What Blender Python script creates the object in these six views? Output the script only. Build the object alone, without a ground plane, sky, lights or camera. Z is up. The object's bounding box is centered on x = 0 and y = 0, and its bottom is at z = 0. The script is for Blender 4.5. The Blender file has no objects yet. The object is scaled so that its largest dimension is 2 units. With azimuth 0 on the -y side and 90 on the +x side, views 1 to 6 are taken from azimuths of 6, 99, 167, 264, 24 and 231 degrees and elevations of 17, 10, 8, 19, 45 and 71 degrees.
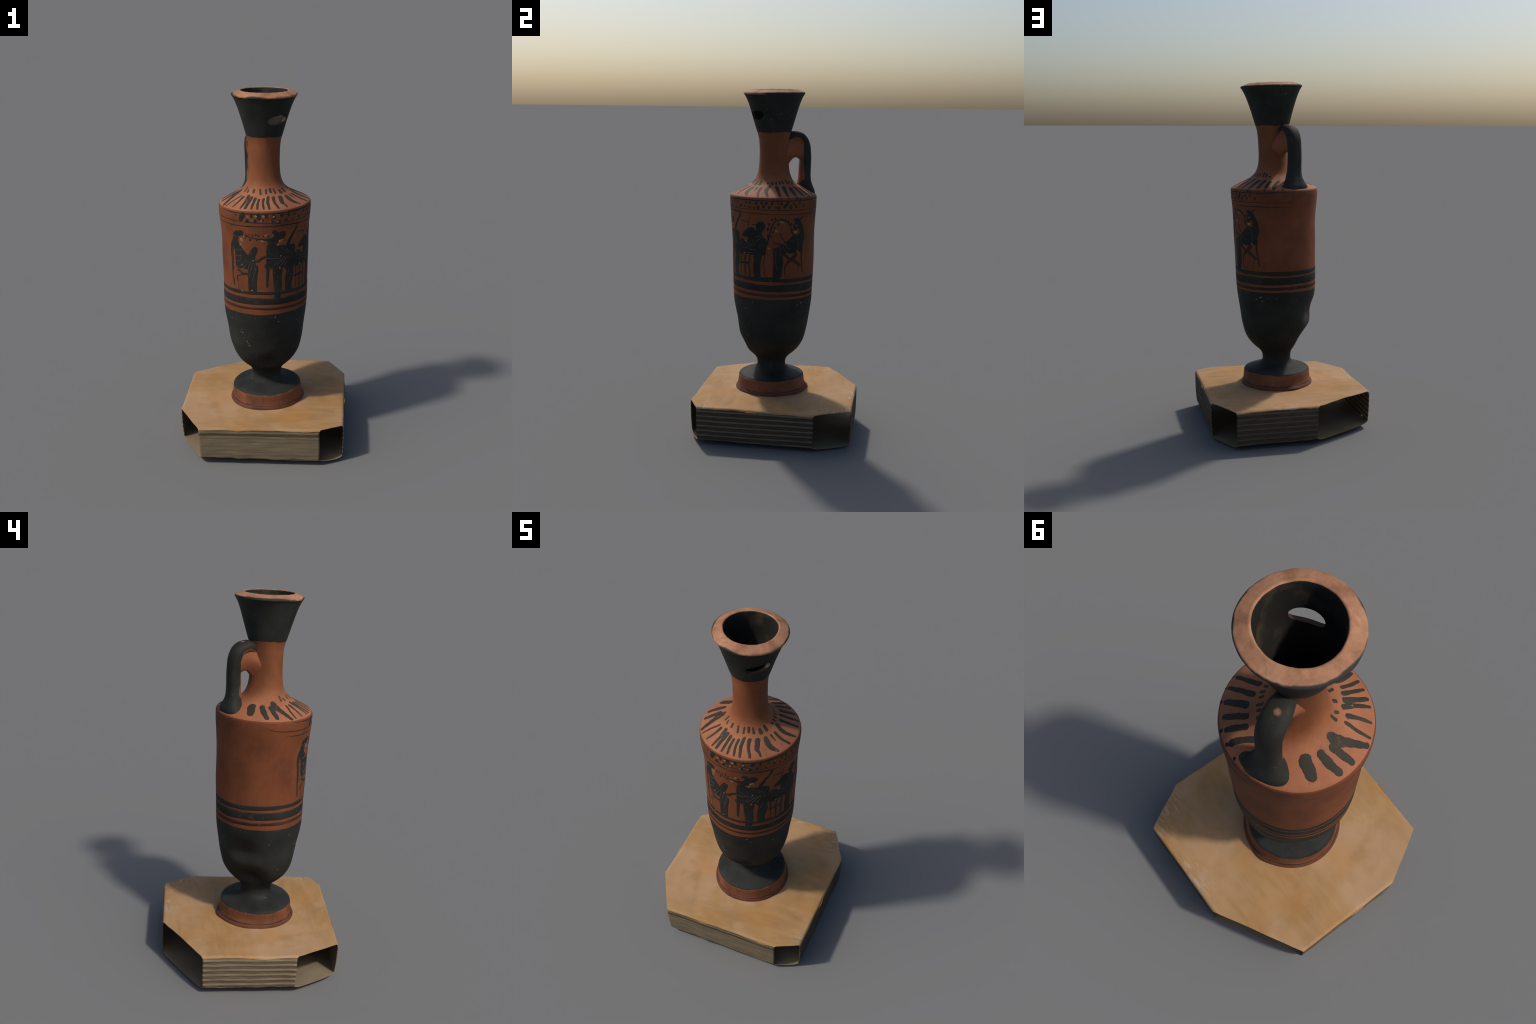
import bpy, math, random
import numpy as np
from mathutils import Vector, noise
from mathutils.geometry import delaunay_2d_cdt

random.seed(7)
rng = np.random.default_rng(7)
TAU = 2 * math.pi

# ------------------------------------------------------------------ helpers
def pchip(x, y):
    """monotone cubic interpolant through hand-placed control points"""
    x = np.asarray(x, float); y = np.asarray(y, float)
    h = np.diff(x); d = np.diff(y) / h
    m = np.zeros_like(y)
    m[0], m[-1] = d[0], d[-1]
    for i in range(1, len(x) - 1):
        if d[i - 1] * d[i] > 0:
            w1, w2 = 2 * h[i] + h[i - 1], h[i] + 2 * h[i - 1]
            m[i] = (w1 + w2) / (w1 / d[i - 1] + w2 / d[i])
    def f(q):
        q = np.clip(np.asarray(q, float), x[0], x[-1])
        i = np.clip(np.searchsorted(x, q) - 1, 0, len(h) - 1)
        t = (q - x[i]) / h[i]
        return ((1 + 2 * t) * (1 - t) ** 2 * y[i] + t * (1 - t) ** 2 * h[i] * m[i]
                + t * t * (3 - 2 * t) * y[i + 1] + t * t * (t - 1) * h[i] * m[i + 1])
    return f

def smooth01(a, b, q):
    t = np.clip((np.asarray(q, float) - a) / (b - a), 0, 1)
    return t * t * (3 - 2 * t)

def wobble(q, seed, octaves=3, base=1.0):
    """periodic-in-angle (q radians) smooth wobble, about -1..1"""
    r = np.random.default_rng(seed)
    q = np.asarray(q, float); s = 0
    for k in range(1, octaves * 3 + 1):
        s = s + r.normal() / k ** base * np.sin(k * q + r.uniform(0, TAU))
    return s / 1.6

def new_object(name, me, parent=None, mat=None):
    ob = bpy.data.objects.new(name, me)
    bpy.context.scene.collection.objects.link(ob)
    if parent is not None:
        ob.parent = parent
    if mat is not None:
        me.materials.append(mat)
    return ob

def mesh_from(name, verts, faces, smooth=True):
    me = bpy.data.meshes.new(name)
    me.from_pydata([tuple(map(float, v)) for v in verts], [], faces)
    me.update()
    if smooth:
        me.polygons.foreach_set("use_smooth", [True] * len(me.polygons))
    return me

def seg_dist(p, a, b):
    ax, ay = a; bx, by = b
    t = max(0, min(1, ((p[0] - ax) * (bx - ax) + (p[1] - ay) * (by - ay)) / ((bx - ax) ** 2 + (by - ay) ** 2)))
    return math.hypot(p[0] - ax - t * (bx - ax), p[1] - ay - t * (by - ay))

def inside(p, poly):
    c = False
    for i in range(len(poly)):
        a, b = poly[i], poly[i - 1]
        if (a[1] > p[1]) != (b[1] > p[1]) and p[0] < (b[0] - a[0]) * (p[1] - a[1]) / (b[1] - a[1]) + a[0]:
            c = not c
    return c


# ------------------------------------------------------------------ materials
class Nodes:
    def __init__(self, name):
        self.mat = bpy.data.materials.new(name)
        self.mat.use_nodes = True
        self.nt = self.mat.node_tree
        self.b = self.nt.nodes["Principled BSDF"]
        tc = self.nt.nodes.new("ShaderNodeTexCoord")
        self.obj = tc.outputs["Object"]
    def link(self, a, b):
        self.nt.links.new(a, b)
    def put(self, sock, v):
        if isinstance(v, bpy.types.NodeSocket):
            self.link(v, sock)
        elif isinstance(v, tuple) and len(v) == 3 and sock.type == 'RGBA':
            sock.default_value = (*v, 1)
        else:
            sock.default_value = v
    def mapping(self, scale=(1, 1, 1), loc=(0, 0, 0), rot=(0, 0, 0)):
        n = self.nt.nodes.new("ShaderNodeMapping")
        n.inputs["Scale"].default_value = scale
        n.inputs["Location"].default_value = loc
        n.inputs["Rotation"].default_value = rot
        self.link(self.obj, n.inputs["Vector"])
        return n.outputs[0]
    def noise(self, scale, detail=4, rough=.55, vec=None, dist=0.0):
        n = self.nt.nodes.new("ShaderNodeTexNoise")
        n.inputs["Scale"].default_value = scale
        n.inputs["Detail"].default_value = detail
        n.inputs["Roughness"].default_value = rough
        n.inputs["Distortion"].default_value = dist
        self.link(vec or self.obj, n.inputs["Vector"])
        return n.outputs["Fac"]
    def ramp(self, fac, stops, interp='LINEAR'):
        n = self.nt.nodes.new("ShaderNodeValToRGB")
        cr = n.color_ramp
        cr.interpolation = interp
        while len(cr.elements) < len(stops):
            cr.elements.new(.5)
        for e, (p, c) in zip(cr.elements, stops):
            e.position = p
            e.color = (*c, 1) if isinstance(c, tuple) else (c, c, c, 1)
        self.link(fac, n.inputs[0])
        return n.outputs[0]
    def mix(self, fac, a, b, mode='MIX'):
        n = self.nt.nodes.new("ShaderNodeMix")
        n.data_type = 'RGBA'
        n.blend_type = mode
        self.put(n.inputs[0], fac); self.put(n.inputs[6], a); self.put(n.inputs[7], b)
        return n.outputs[2]
    def math(self, op, a, b=0.0, c=0.0):
        n = self.nt.nodes.new("ShaderNodeMath")
        n.operation = op
        self.put(n.inputs[0], a); self.put(n.inputs[1], b); self.put(n.inputs[2], c)
        return n.outputs[0]
    def xyz(self):
        n = self.nt.nodes.new("ShaderNodeSeparateXYZ")
        self.link(self.obj, n.inputs[0])
        return n.outputs
    def near(self, p, r, soft):
        """1 inside distance r of point p, fading over soft"""
        n = self.nt.nodes.new("ShaderNodeVectorMath")
        n.operation = 'DISTANCE'
        self.link(self.obj, n.inputs[0])
        n.inputs[1].default_value = p
        m = self.nt.nodes.new("ShaderNodeMapRange")
        m.inputs["From Min"].default_value = r + soft
        m.inputs["From Max"].default_value = r
        self.link(n.outputs["Value"], m.inputs[0])
        return m.outputs[0]
    def bump(self, h, strength, dist):
        n = self.nt.nodes.new("ShaderNodeBump")
        n.inputs["Strength"].default_value = strength
        n.inputs["Distance"].default_value = dist
        self.link(h, n.inputs["Height"])
        self.link(n.outputs[0], self.b.inputs["Normal"])
    def done(self, color, rough, spec=.5):
        self.put(self.b.inputs["Base Color"], color)
        self.put(self.b.inputs["Roughness"], rough)
        self.b.inputs["Specular IOR Level"].default_value = spec
        return self.mat

CLAY = (.300, .098, .042)
CLAY_LIGHT = (.390, .142, .068)
CLAY_DARK = (.190, .060, .028)
GLAZE = (.0205, .0215, .0188)

def clay_material(name, light=CLAY_LIGHT, mid=CLAY, dark=CLAY_DARK):
    m = Nodes(name)
    c = m.ramp(m.noise(5.5, 5, .55), [(.30, dark), (.48, mid), (.72, light)])
    streak = m.noise(7, 5, .6, m.mapping((3, 3, .6)))
    c = m.mix(m.ramp(streak, [(.5, 0.0), (.75, .45)]), c, light)
    fleck = m.ramp(m.noise(95, 3, .6), [(.69, 0.0), (.76, .5)])
    c = m.mix(fleck, c, (.42, .24, .15))
    pit = m.ramp(m.noise(60, 2, .5), [(.25, .5), (.31, 0.0)])
    c = m.mix(pit, c, (.10, .04, .022))
    m.bump(m.noise(70, 5, .6), .25, .004)
    return m.done(c, .72, .3)

def glaze_material(name, base=GLAZE, warm=.35, thin=0.0, worn_at=()):
    m = Nodes(name)
    c = m.ramp(m.noise(4.5, 5, .6), [(.33, tuple(.62 * v for v in base)), (.67, tuple(1.45 * v for v in base))])
    c = m.mix(m.math('MULTIPLY', m.ramp(m.noise(6, 5, .6, m.mapping(loc=(3, 1, 2))), [(.45, 0.0), (.75, 1.0)]), warm), c, (.034, .025, .015))
    scuff = m.ramp(m.noise(26, 6, .72, m.mapping((1, 1, .6), (1, 4, 2))), [(.58, 0.0), (.80, .32)])
    c = m.mix(scuff, c, (.075, .070, .058))
    fleck = m.ramp(m.noise(55, 2, .5, m.mapping(loc=(7, 2, 1))), [(.745, 0.0), (.775, .7)])
    c = m.mix(fleck, c, (.23, .19, .13))
    if thin:
        worn = m.ramp(m.noise(30, 5, .65, m.mapping(loc=(2, 9, 5))), [(.60, 0.0), (.74, thin)])
        c = m.mix(worn, c, (.17, .065, .035))
    for p, r in worn_at:        # rubbed through to the clay
        k = m.math('MULTIPLY', m.near(p, r, r), m.ramp(m.noise(60, 4, .6), [(.3, .35), (.6, 1.0)]))
        c = m.mix(k, c, (.24, .125, .060))
    m.bump(m.noise(45, 4, .6), .2, .004)
    return m.done(c, .68, .18)

MAT_CLAY = clay_material("fired_clay", (.400, .150, .072), (.330, .116, .054), (.22, .075, .036))
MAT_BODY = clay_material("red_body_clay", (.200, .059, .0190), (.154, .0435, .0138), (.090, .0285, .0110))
MAT_NECK = clay_material("neck_clay", (.285, .096, .043), (.225, .072, .031), (.150, .048, .022))
MAT_FOOT = clay_material("foot_clay", (.225, .082, .036), (.150, .050, .020), (.075, .029, .014))
MAT_RING = clay_material("foot_ring_clay", (.150, .052, .026), (.105, .033, .017), (.050, .019, .012))
def neck_shoulder_material():
    """pale clay on the shoulder, blending into a darker neck: baked shading copied into the colour"""
    m = Nodes("neck_and_shoulder_clay")
    pale = m.ramp(m.noise(5.5, 5, .55), [(.30, (.22, .078, .036)), (.48, (.310, .112, .050)), (.72, (.385, .148, .069))])
    red = m.ramp(m.noise(6, 5, .6, m.mapping((1, 1, .5))), [(.30, (.138, .045, .0155)), (.5, (.205, .066, .0220)), (.72, (.262, .088, .031))])
    z = m.math('ADD', m.xyz()[2], m.math('MULTIPLY', m.math('SUBTRACT', m.noise(14, 5, .65, m.mapping((1, 1, .3))), .5), .09))
    k = m.ramp(m.math('SUBTRACT', m.math('MULTIPLY', z, 8.0), 9.6), [(.10, 0.0), (.75, 1.0)])
    c = m.mix(k, pale, red)
    c = m.mix(m.ramp(m.noise(95, 3, .6), [(.69, 0.0), (.76, .5)]), c, (.42, .24, .15))
    c = m.mix(m.ramp(m.noise(60, 2, .5), [(.25, .5), (.31, 0.0)]), c, (.10, .04, .022))
    m.bump(m.noise(70, 5, .6), .25, .004)
    return m.done(c, .72, .3)
MAT_NECK_SHOULDER = neck_shoulder_material()

def rim_material():
    """bare clay lip; rubbed glaze survives here and there on its outer edge"""
    m = Nodes("rim_clay")
    c = m.ramp(m.noise(13, 5, .65), [(.30, (.23, .105, .054)), (.48, (.37, .172, .090)), (.72, (.47, .250, .140))])
    c = m.mix(m.ramp(m.noise(24, 5, .65), [(.52, 0.0), (.74, .65)]), c, (.22, .110, .060))
    x, y, z = m.xyz()
    dx, dy = m.math('SUBTRACT', x, .0385), m.math('SUBTRACT', y, .005)
    r = m.math('SQRT', m.math('ADD', m.math('MULTIPLY', dx, dx), m.math('MULTIPLY', dy, dy)))
    edge = m.math('ADD', r, m.math('MULTIPLY', m.math('SUBTRACT', m.noise(6, 4, .6, dist=.3), .5), .034))
    c = m.mix(m.ramp(m.math('SUBTRACT', m.math('MULTIPLY', edge, 40.0), 6.2), [(.62, 0.0), (.80, 1.0)]), c, (.028, .027, .023))
    m.bump(m.noise(50, 5, .65), .35, .004)
    return m.done(c, .75, .3)
MAT_RIM = rim_material()
MAT_GLAZE = glaze_material("black_glaze")
MAT_PAINT = glaze_material("black_slip_paint", (.0190, .0185, .0165), .5, .55)
MAT_TONGUE = glaze_material("grey_slip_paint", (.036, .030, .0225), .4, .6)
MAT_WASH = glaze_material("thin_brown_slip", (.055, .024, .016), .2, .6)

def interior_material():
    m = Nodes("mouth_interior_glaze")
    c = m.ramp(m.noise(9, 5, .6), [(.54, (.016, .015, .0125)), (.64, (.040, .029, .019)), (.78, (.085, .052, .029))])
    return m.done(c, .7, .25)
MAT_INSIDE = interior_material()

# ------------------------------------------------------------------ the vase: profile, axis, dents
OUTER = [(.212, .214), (.2125, .228), (.2095, .239), (.2025, .248), (.2005, .256), (.1975, .275), (.1960, .294),
         (.1938, .308), (.1875, .3165), (.165, .3255), (.130, .335), (.105, .344), (.090, .357), (.083, .374),
         (.0838, .392), (.091, .413), (.105, .431), (.130, .453), (.150, .473), (.170, .499), (.188, .534),
         (.200, .577), (.209, .622), (.2155, .670), (.222, .715), (.228, .760), (.2315, .800), (.2335, .870),
         (.235, .950), (.237, 1.02), (.2395, 1.13), (.2425, 1.22), (.247, 1.29), (.2512, 1.345), (.2522, 1.372),
         (.2512, 1.3895), (.2460, 1.3970), (.230, 1.4070), (.203, 1.4210), (.172, 1.4365), (.137, 1.4555), (.113, 1.4765),
         (.0985, 1.502), (.0900, 1.53), (.0855, 1.57), (.0840, 1.61), (.0842, 1.66), (.0872, 1.71), (.0932, 1.742),
         (.1005, 1.764), (.1105, 1.797), (.121, 1.833), (.132, 1.868), (.147, 1.913), (.163, 1.950), (.1735, 1.968)]
RIM = [(.1735, 1.968), (.1765, 1.9755), (.1740, 1.981), (.160, 1.987), (.140, 1.9945), (.130, 1.998), (.1255, 1.995)]
INNER = [(.1255, 1.995), (.1235, 1.98), (.121, 1.94), (.1165, 1.90), (.112, 1.866), (.103, 1.83), (.091, 1.79),
         (.079, 1.75), (.070, 1.70), (.066, 1.60), (.060, 1.51), (.030, 1.49), (.001, 1.488)]

def chord(P):
    P = np.array(P)
    return np.r_[0, np.cumsum(np.hypot(*np.diff(P, axis=0).T))]

class Profile:
    def __init__(self, P):
        self.s = chord(P)
        P = np.array(P)
        self.r, self.z = pchip(self.s, P[:, 0]), pchip(self.s, P[:, 1])
        self.length = self.s[-1]
        q = np.linspace(0, self.length, 4000)
        self._q, self._z = q, self.z(q)
    def s_of_z(self, z):
        return np.interp(z, self._z, self._q)

PROFILE = Profile(OUTER)
AXIS_X = pchip([0, .25, .75, 1.1, 1.4, 1.7, 2.0], [.021, .021, .025, .035, .040, .048, .0585])
AXIS_Y = pchip([0, .25, .75, 1.1, 1.4, 1.7, 2.0], [-.044, -.044, -.039, -.0375, -.038, -.037, -.036])

def ang(a, b):
    return (a - b + math.pi) % TAU - math.pi

# (angle deg, z, depth, angular half width deg, half height)
DENTS = [(153, .665, .034, 24, .064), (160, .505, .074, 26, .056), (-84, .640, .009, 26, .090), (-76, .515, .030, 16, .034), (174, .47, .016, 18, .03),
         (170, 1.20, .004, 60, .08), (103, .234, -.009, 14, .016)]

def radius_shift(th, z):
    d = 0
    for a, zc, depth, wa, wz in DENTS:
        d = d - depth * np.exp(-(ang(th, math.radians(a)) / math.radians(wa)) ** 2 - ((z - zc) / wz) ** 2)
    n = (np.sin(3 * th + 9 * z) * .6 + np.sin(5 * th - 14 * z + 1.7) * .5 + np.sin(2 * th + 23 * z + .6) * .6)
    return d + .0011 * n

def place(th, r, z, k=1.0):
    """surface point from angle, profile radius and height, on the leaning, slightly dented axis"""
    rr = r + radius_shift(th, z) * np.clip(r / .1, 0, 1) * k
    x, y = rr * np.cos(th), rr * np.sin(th)
    tilt = smooth01(1.55, 1.95, z)
    zz = z + tilt * (-.032 * x + .004 * y)
    return np.stack([AXIS_X(z) + x, AXIS_Y(z) + y, zz + 0 * x], -1)

def outer_point(th, s, lift=0.0):
    P = place(th, PROFILE.r(s), PROFILE.z(s))
    if np.any(np.asarray(lift) != 0):
        e = 1e-3
        a = place(th + e, PROFILE.r(s), PROFILE.z(s)) - place(th - e, PROFILE.r(s), PROFILE.z(s))
        s1, s0 = np.clip(s + e, 0, PROFILE.length), np.clip(s - e, 0, PROFILE.length)
        b = place(th, PROFILE.r(s1), PROFILE.z(s1)) - place(th, PROFILE.r(s0), PROFILE.z(s0))
        n = np.cross(a, b)
        n /= np.linalg.norm(n, axis=-1, keepdims=True) + 1e-12
        P = P + n * np.asarray(lift)[..., None]
    return P

NT = 360
THETA = np.arange(NT) / NT * TAU

def grid_normals(G):
    """G rows x NT x 3 -> per-vertex normals, periodic in the second axis"""
    dt = np.roll(G, -1, 1) - np.roll(G, 1, 1)
    ds = np.gradient(G, axis=0)
    n = np.cross(dt, ds)
    return n / (np.linalg.norm(n, axis=-1, keepdims=True) + 1e-12)

def grid_part(name, G, N, rows, parent, mat, skip=None):
    """faces of grid rows[0]..rows[1] as an own object keeping the whole surface's normals"""
    a, b = rows
    V = G[a:b + 1].reshape(-1, 3)
    nr = N[a:b + 1].reshape(-1, 3)
    F = []
    for i in range(b - a):
        for j in range(NT):
            if skip is not None and skip(i + a, j):
                continue
            k = (j + 1) % NT
            F.append((i * NT + j, i * NT + k, (i + 1) * NT + k, (i + 1) * NT + j))
    me = mesh_from(name, V, F)
    me.normals_split_custom_set_from_vertices([tuple(n) for n in nr])
    return new_object(name, me, parent, mat)

vase = bpy.data.objects.new("painted_vase", None)
bpy.context.scene.collection.objects.link(vase)
vase.location = (.021, -.044, .228)
vase["label"] = "slender black-figure terracotta oil flask with one handle"
vase["category"] = "vase"

# rows: borders between parts fall on the painted edges
Z_FOOT_RED, Z_STEM, Z_BELLY, Z_SHOULDER, Z_NECK, Z_MOUTH = .310, .40, .811, 1.3955, 1.478, 1.756
BORDERS = [PROFILE.z(0), .2475, Z_FOOT_RED, Z_STEM, Z_BELLY, Z_SHOULDER, Z_NECK, Z_MOUTH, 1.968]
PARTS = [("foot_lower_ring", 8), ("foot_side", 14), ("foot", 34), ("lower_body", 80), ("body", 130), ("shoulder", 40),
         ("neck", 70), ("mouth", 60)]
svals, cuts = [0.0], [0]
for (nm, n), z0, z1 in zip(PARTS, BORDERS[:-1], BORDERS[1:]):
    s0, s1 = PROFILE.s_of_z(z0), PROFILE.s_of_z(z1)
    svals += list(np.linspace(s0, s1, n + 1)[1:])
    cuts.append(len(svals) - 1)
svals = np.array(svals)
svals[-1] = PROFILE.length
# painted borders are not quite level: shift rows near them up and down
S = np.repeat(svals[:, None], NT, 1)
TH = np.repeat(THETA[None, :], len(svals), 0)
for zb, amp, seed, lean in ((Z_FOOT_RED, .0022, 3, 0), (Z_BELLY, .0016, 5, 0), (Z_MOUTH, .0022, 8, .004), (.2475, .002, 4, 0)):
    sb = PROFILE.s_of_z(zb)
    w = np.clip(1 - np.abs(S - sb) / .035, 0, 1)
    S = S + w * (amp * wobble(TH, seed, 6, .5) + lean * np.sin(TH - 1.0))
S = np.clip(S, 0, PROFILE.length)
G_out = outer_point(TH, S)

# rim and interior continue the same grid
rim, inn = Profile(RIM), Profile(INNER)
rim_s = np.linspace(0, rim.length, 20)[1:]
inn_s = np.linspace(0, inn.length, 74)[1:]
def rows_of(p, ss, rough):
    t = np.repeat(THETA[None, :], len(ss), 0)
    s2 = np.repeat(np.asarray(ss)[:, None], NT, 1)
    r = p.r(s2); z = p.z(s2)
    z = z - .003 + rough * .0006 * wobble(t, 31, 9, .6)
    r = r + rough * .0006 * wobble(t, 33, 9, .6)
    return place(t, r, z)
G_all = np.concatenate([G_out, rows_of(rim, rim_s, 1.0), rows_of(inn, inn_s, .6)])
last_out = len(svals) - 1
last_rim = last_out + len(rim_s)

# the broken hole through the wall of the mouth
HOLE_A, HOLE_Z, HOLE_W, HOLE_H = math.radians(-49), 1.846, math.radians(29), .027
def in_hole(th, z):
    u, v = ang(th, HOLE_A) / HOLE_W, (z - HOLE_Z) / HOLE_H
    v = v - .25 * u
    return abs(u) ** 2.4 + abs(v) ** 2.2
hole_faces = {}
def snap_hole(r0, r1, zshift):
    """delete the cells inside the hole outline and pull the border vertices on to it"""
    cells = set()
    Z = G_all[:, :, 2]
    for i in range(r0, r1):
        for j in range(NT):
            zc = Z[i:i + 2, j].mean() - zshift
            if in_hole(THETA[j] + math.pi / NT, zc) < 1.0:
                cells.add((i, j))
    return cells
hole_out = snap_hole(cuts[7], last_out, 0.0)
hole_in = snap_hole(last_rim, len(G_all) - 1, .004)

def hole_border(cells, zshift):
    """ordered angle-sorted border vertices, snapped to the hole outline in (angle, z)"""
    vs = {}
    for (i, j) in cells:
        for di, dj in ((0, 0), (1, 0), (0, 1), (1, 1)):
            v = (i + di, (j + dj) % NT)
            vs[v] = vs.get(v, 0) + 1
    border = []
    for v, c in vs.items():
        i, j = v
        n = sum(((i + a, (j + b) % NT) in cells) for a in (-1, 0) for b in (-1, 0))
        if n < 4:
            border.append(v)
    return border
def pull(border, zshift, p_of):
    for (i, j) in border:
        th, z = THETA[j], G_all[i, j, 2] - zshift
        u, w = ang(th, HOLE_A), z - HOLE_Z
        lo, hi = 0.3, 3.0
        for _ in range(40):
            mid = (lo + hi) / 2
            if in_hole(HOLE_A + u * mid, HOLE_Z + w * mid) < 1: lo = mid
            else: hi = mid
        G_all[i, j] = p_of(HOLE_A + u * lo, HOLE_Z + w * lo + zshift)
def outer_at(th, z):
    return outer_point(np.array(th), PROFILE.s_of_z(z + .032 * .12 * math.cos(th)))
inn_q = np.linspace(0, inn.length, 3000)
inn_zq = inn.z(inn_q)
def inner_at(th, z):
    z = z + .032 * .11 * math.cos(th)
    s = np.interp(-z, -inn_zq, inn_q)
    return place(np.array(th), inn.r(s), inn.z(s))
b_out, b_in = hole_border(hole_out, 0), hole_border(hole_in, .004)
N_all = grid_normals(G_all)
pull(b_out, 0.0, outer_at)
pull(b_in, .004, inner_at)

mats = {"foot_lower_ring": MAT_RING, "foot_side": MAT_FOOT, "foot": MAT_GLAZE, "lower_body": MAT_GLAZE,
        "body": MAT_BODY, "shoulder": MAT_NECK_SHOULDER, "neck": MAT_NECK_SHOULDER, "mouth": MAT_GLAZE}
part = {}
inv = -np.array(vase.location)
G_all = G_all + inv       # parts live in the vase's own frame
for k, (nm, n) in enumerate(PARTS):
    sk = (lambda i, j: (i, j) in hole_out) if nm == "mouth" else None
    part[nm] = grid_part(nm, G_all, N_all, (cuts[k], cuts[k + 1]), vase, mats[nm], sk)
part["rim"] = grid_part("rim", G_all, N_all, (last_out, last_rim), vase, MAT_RIM)
part["mouth_interior"] = grid_part("mouth_interior", G_all, N_all, (last_rim, len(G_all) - 1), vase, MAT_INSIDE,
                                   lambda i, j: (i, j) in hole_in)

# broken wall of the hole: band between the outer and the inner outline
def hole_loop(p_of, zshift, n=96):
    L = []
    for k in range(n):
        a = k / n * TAU
        du, dv = math.cos(a) * HOLE_W, math.sin(a) * HOLE_H
        lo, hi = 0.2, 2.0
        for _ in range(40):
            mid = (lo + hi) / 2
            if in_hole(HOLE_A + du * mid, HOLE_Z + dv * mid) < 1: lo = mid
            else: hi = mid
        L.append(p_of(HOLE_A + du * lo * 1.02, HOLE_Z + dv * lo * 1.02 + zshift))
    return np.array(L)
La, Lb = hole_loop(outer_at, 0.0) + inv, hole_loop(inner_at, .004) + inv
rows = [La * (1 - t) + Lb * t for t in (0, .33, .66, 1)]
V = np.concatenate(rows); n = len(La)
F = [(i * n + j, i * n + (j + 1) % n, (i + 1) * n + (j + 1) % n, (i + 1) * n + j) for i in range(3) for j in range(n)]
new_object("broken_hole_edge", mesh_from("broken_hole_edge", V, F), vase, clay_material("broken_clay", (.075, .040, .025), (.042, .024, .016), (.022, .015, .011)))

# ------------------------------------------------------------------ handle
H_DIR = np.array([-.435, .900, 0]); H_DIR /= np.linalg.norm(H_DIR)
H_SIDE = np.array([H_DIR[1], -H_DIR[0], 0])
# distance out from the axis, height, thickness, width, sideways drift
HANDLE = [(.045, 1.700, .056, .058, .0), (.085, 1.720, .056, .066, .0), (.122, 1.732, .056, .082, .0), (.156, 1.724, .056, .088, .0),
          (.180, 1.696, .058, .088, .0), (.190, 1.655, .060, .085, .0), (.191, 1.600, .066, .081, .0), (.190, 1.550, .068, .080, .0),
          (.189, 1.505, .069, .084, .0), (.188, 1.468, .076, .096, .0), (.190, 1.438, .088, .122, .0), (.191, 1.415, .102, .156, .0),
          (.190, 1.394, .110, .172, .0)]
hp = np.array(HANDLE)
hs = chord(hp[:, :2])
hf = [pchip(hs, hp[:, i]) for i in range(5)]
q = np.linspace(0, hs[-1], 240)
C = np.stack([hf[0](q), hf[1](q)], 1)
T = np.gradient(C, axis=0); T /= np.linalg.norm(T, axis=1, keepdims=True)
nring = 96
HV = []
for i, s in enumerate(q):
    out = np.array([-T[i, 1], T[i, 0]])  # normal in the handle plane
    thick, width = hf[2](s) / 2, hf[3](s) / 2
    for k in range(nring):
        a = k / nring * TAU
        ca, sa = math.cos(a), math.sin(a)
        e = 2.4
        ca = math.copysign(abs(ca) ** (2 / e), ca); sa = math.copysign(abs(sa) ** (2 / e), sa)
        wob = 1 + .018 * math.sin(2.3 * s / hs[-1] * TAU + a) + .018 * math.sin(3 * a + 11 * s)
        rho = C[i, 0] + out[0] * ca * thick * wob
        z = C[i, 1] + out[1] * ca * thick * wob
        P = np.array([AXIS_X(1.55), AXIS_Y(1.55), 0]) + H_DIR * rho + H_SIDE * sa * width * wob
        HV.append((P[0], P[1], z))
HV = np.array(HV) + inv
HF = [(i * nring + k, i * nring + (k + 1) % nring, (i + 1) * nring + (k + 1) % nring, (i + 1) * nring + k)
      for i in range(len(q) - 1) for k in range(nring)]
HF += [tuple(range(nring))[::-1], tuple((len(q) - 1) * nring + k for k in range(nring))]

handle_me = mesh_from("handle", HV, HF)
handle = new_object("handle", handle_me, vase, glaze_material("handle_glaze", (.024, .024, .0205), .6, .15,
                    (((-.046, .138, 1.530), .007), ((-.065, .160, 1.505), .004))))
handle_me.materials.append(MAT_NECK)
# outer face is glazed, the inner face and the flanks near it are bare clay
mi = []
for i in range(len(q) - 1):
    for k in range(nring):
        ca = math.cos((k + .5) / nring * TAU)
        f = q[i] / hs[-1]
        lim = -.42 + .2 * math.sin(9 * f) - 1.2 * float(smooth01(.78, .9, f))
        mi.append(1 if ca < lim + .10 * noise.noise(Vector((i * .055, k * .045, 2))) else 0)
mi += [0, 0]
handle_me.polygons.foreach_set("material_index", mi)

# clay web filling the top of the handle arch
WV, WF = [], []
na, nb = 14, 12
for side in (-1, 1):
    for i in range(na):
        for j in range(nb):
            u, v = i / (na - 1), j / (nb - 1)
            rho = .06 + u * (.185 - .06)
            z = 1.715 - v * (.150 - .048 * math.sin(u * math.pi) + .05 * (1 - u) ** 3)
            w = (.026 + .008 * math.sin(v * math.pi)) * (1 - .65 * v ** 2) * (1 + (.25 * abs(2 * u - 1) ** 2 + .7 * (1 - u) ** 3) * min(1, 2.5 * v))
            P = np.array([AXIS_X(1.65), AXIS_Y(1.65), 0]) + H_DIR * rho + H_SIDE * side * w
            WV.append((P[0], P[1], z))
for sidx in range(2):
    o = sidx * na * nb
    for i in range(na - 1):
        for j in range(nb - 1):
            f = (o + i * nb + j, o + i * nb + j + 1, o + (i + 1) * nb + j + 1, o + (i + 1) * nb + j)
            WF.append(f if sidx else f[::-1])
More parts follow.
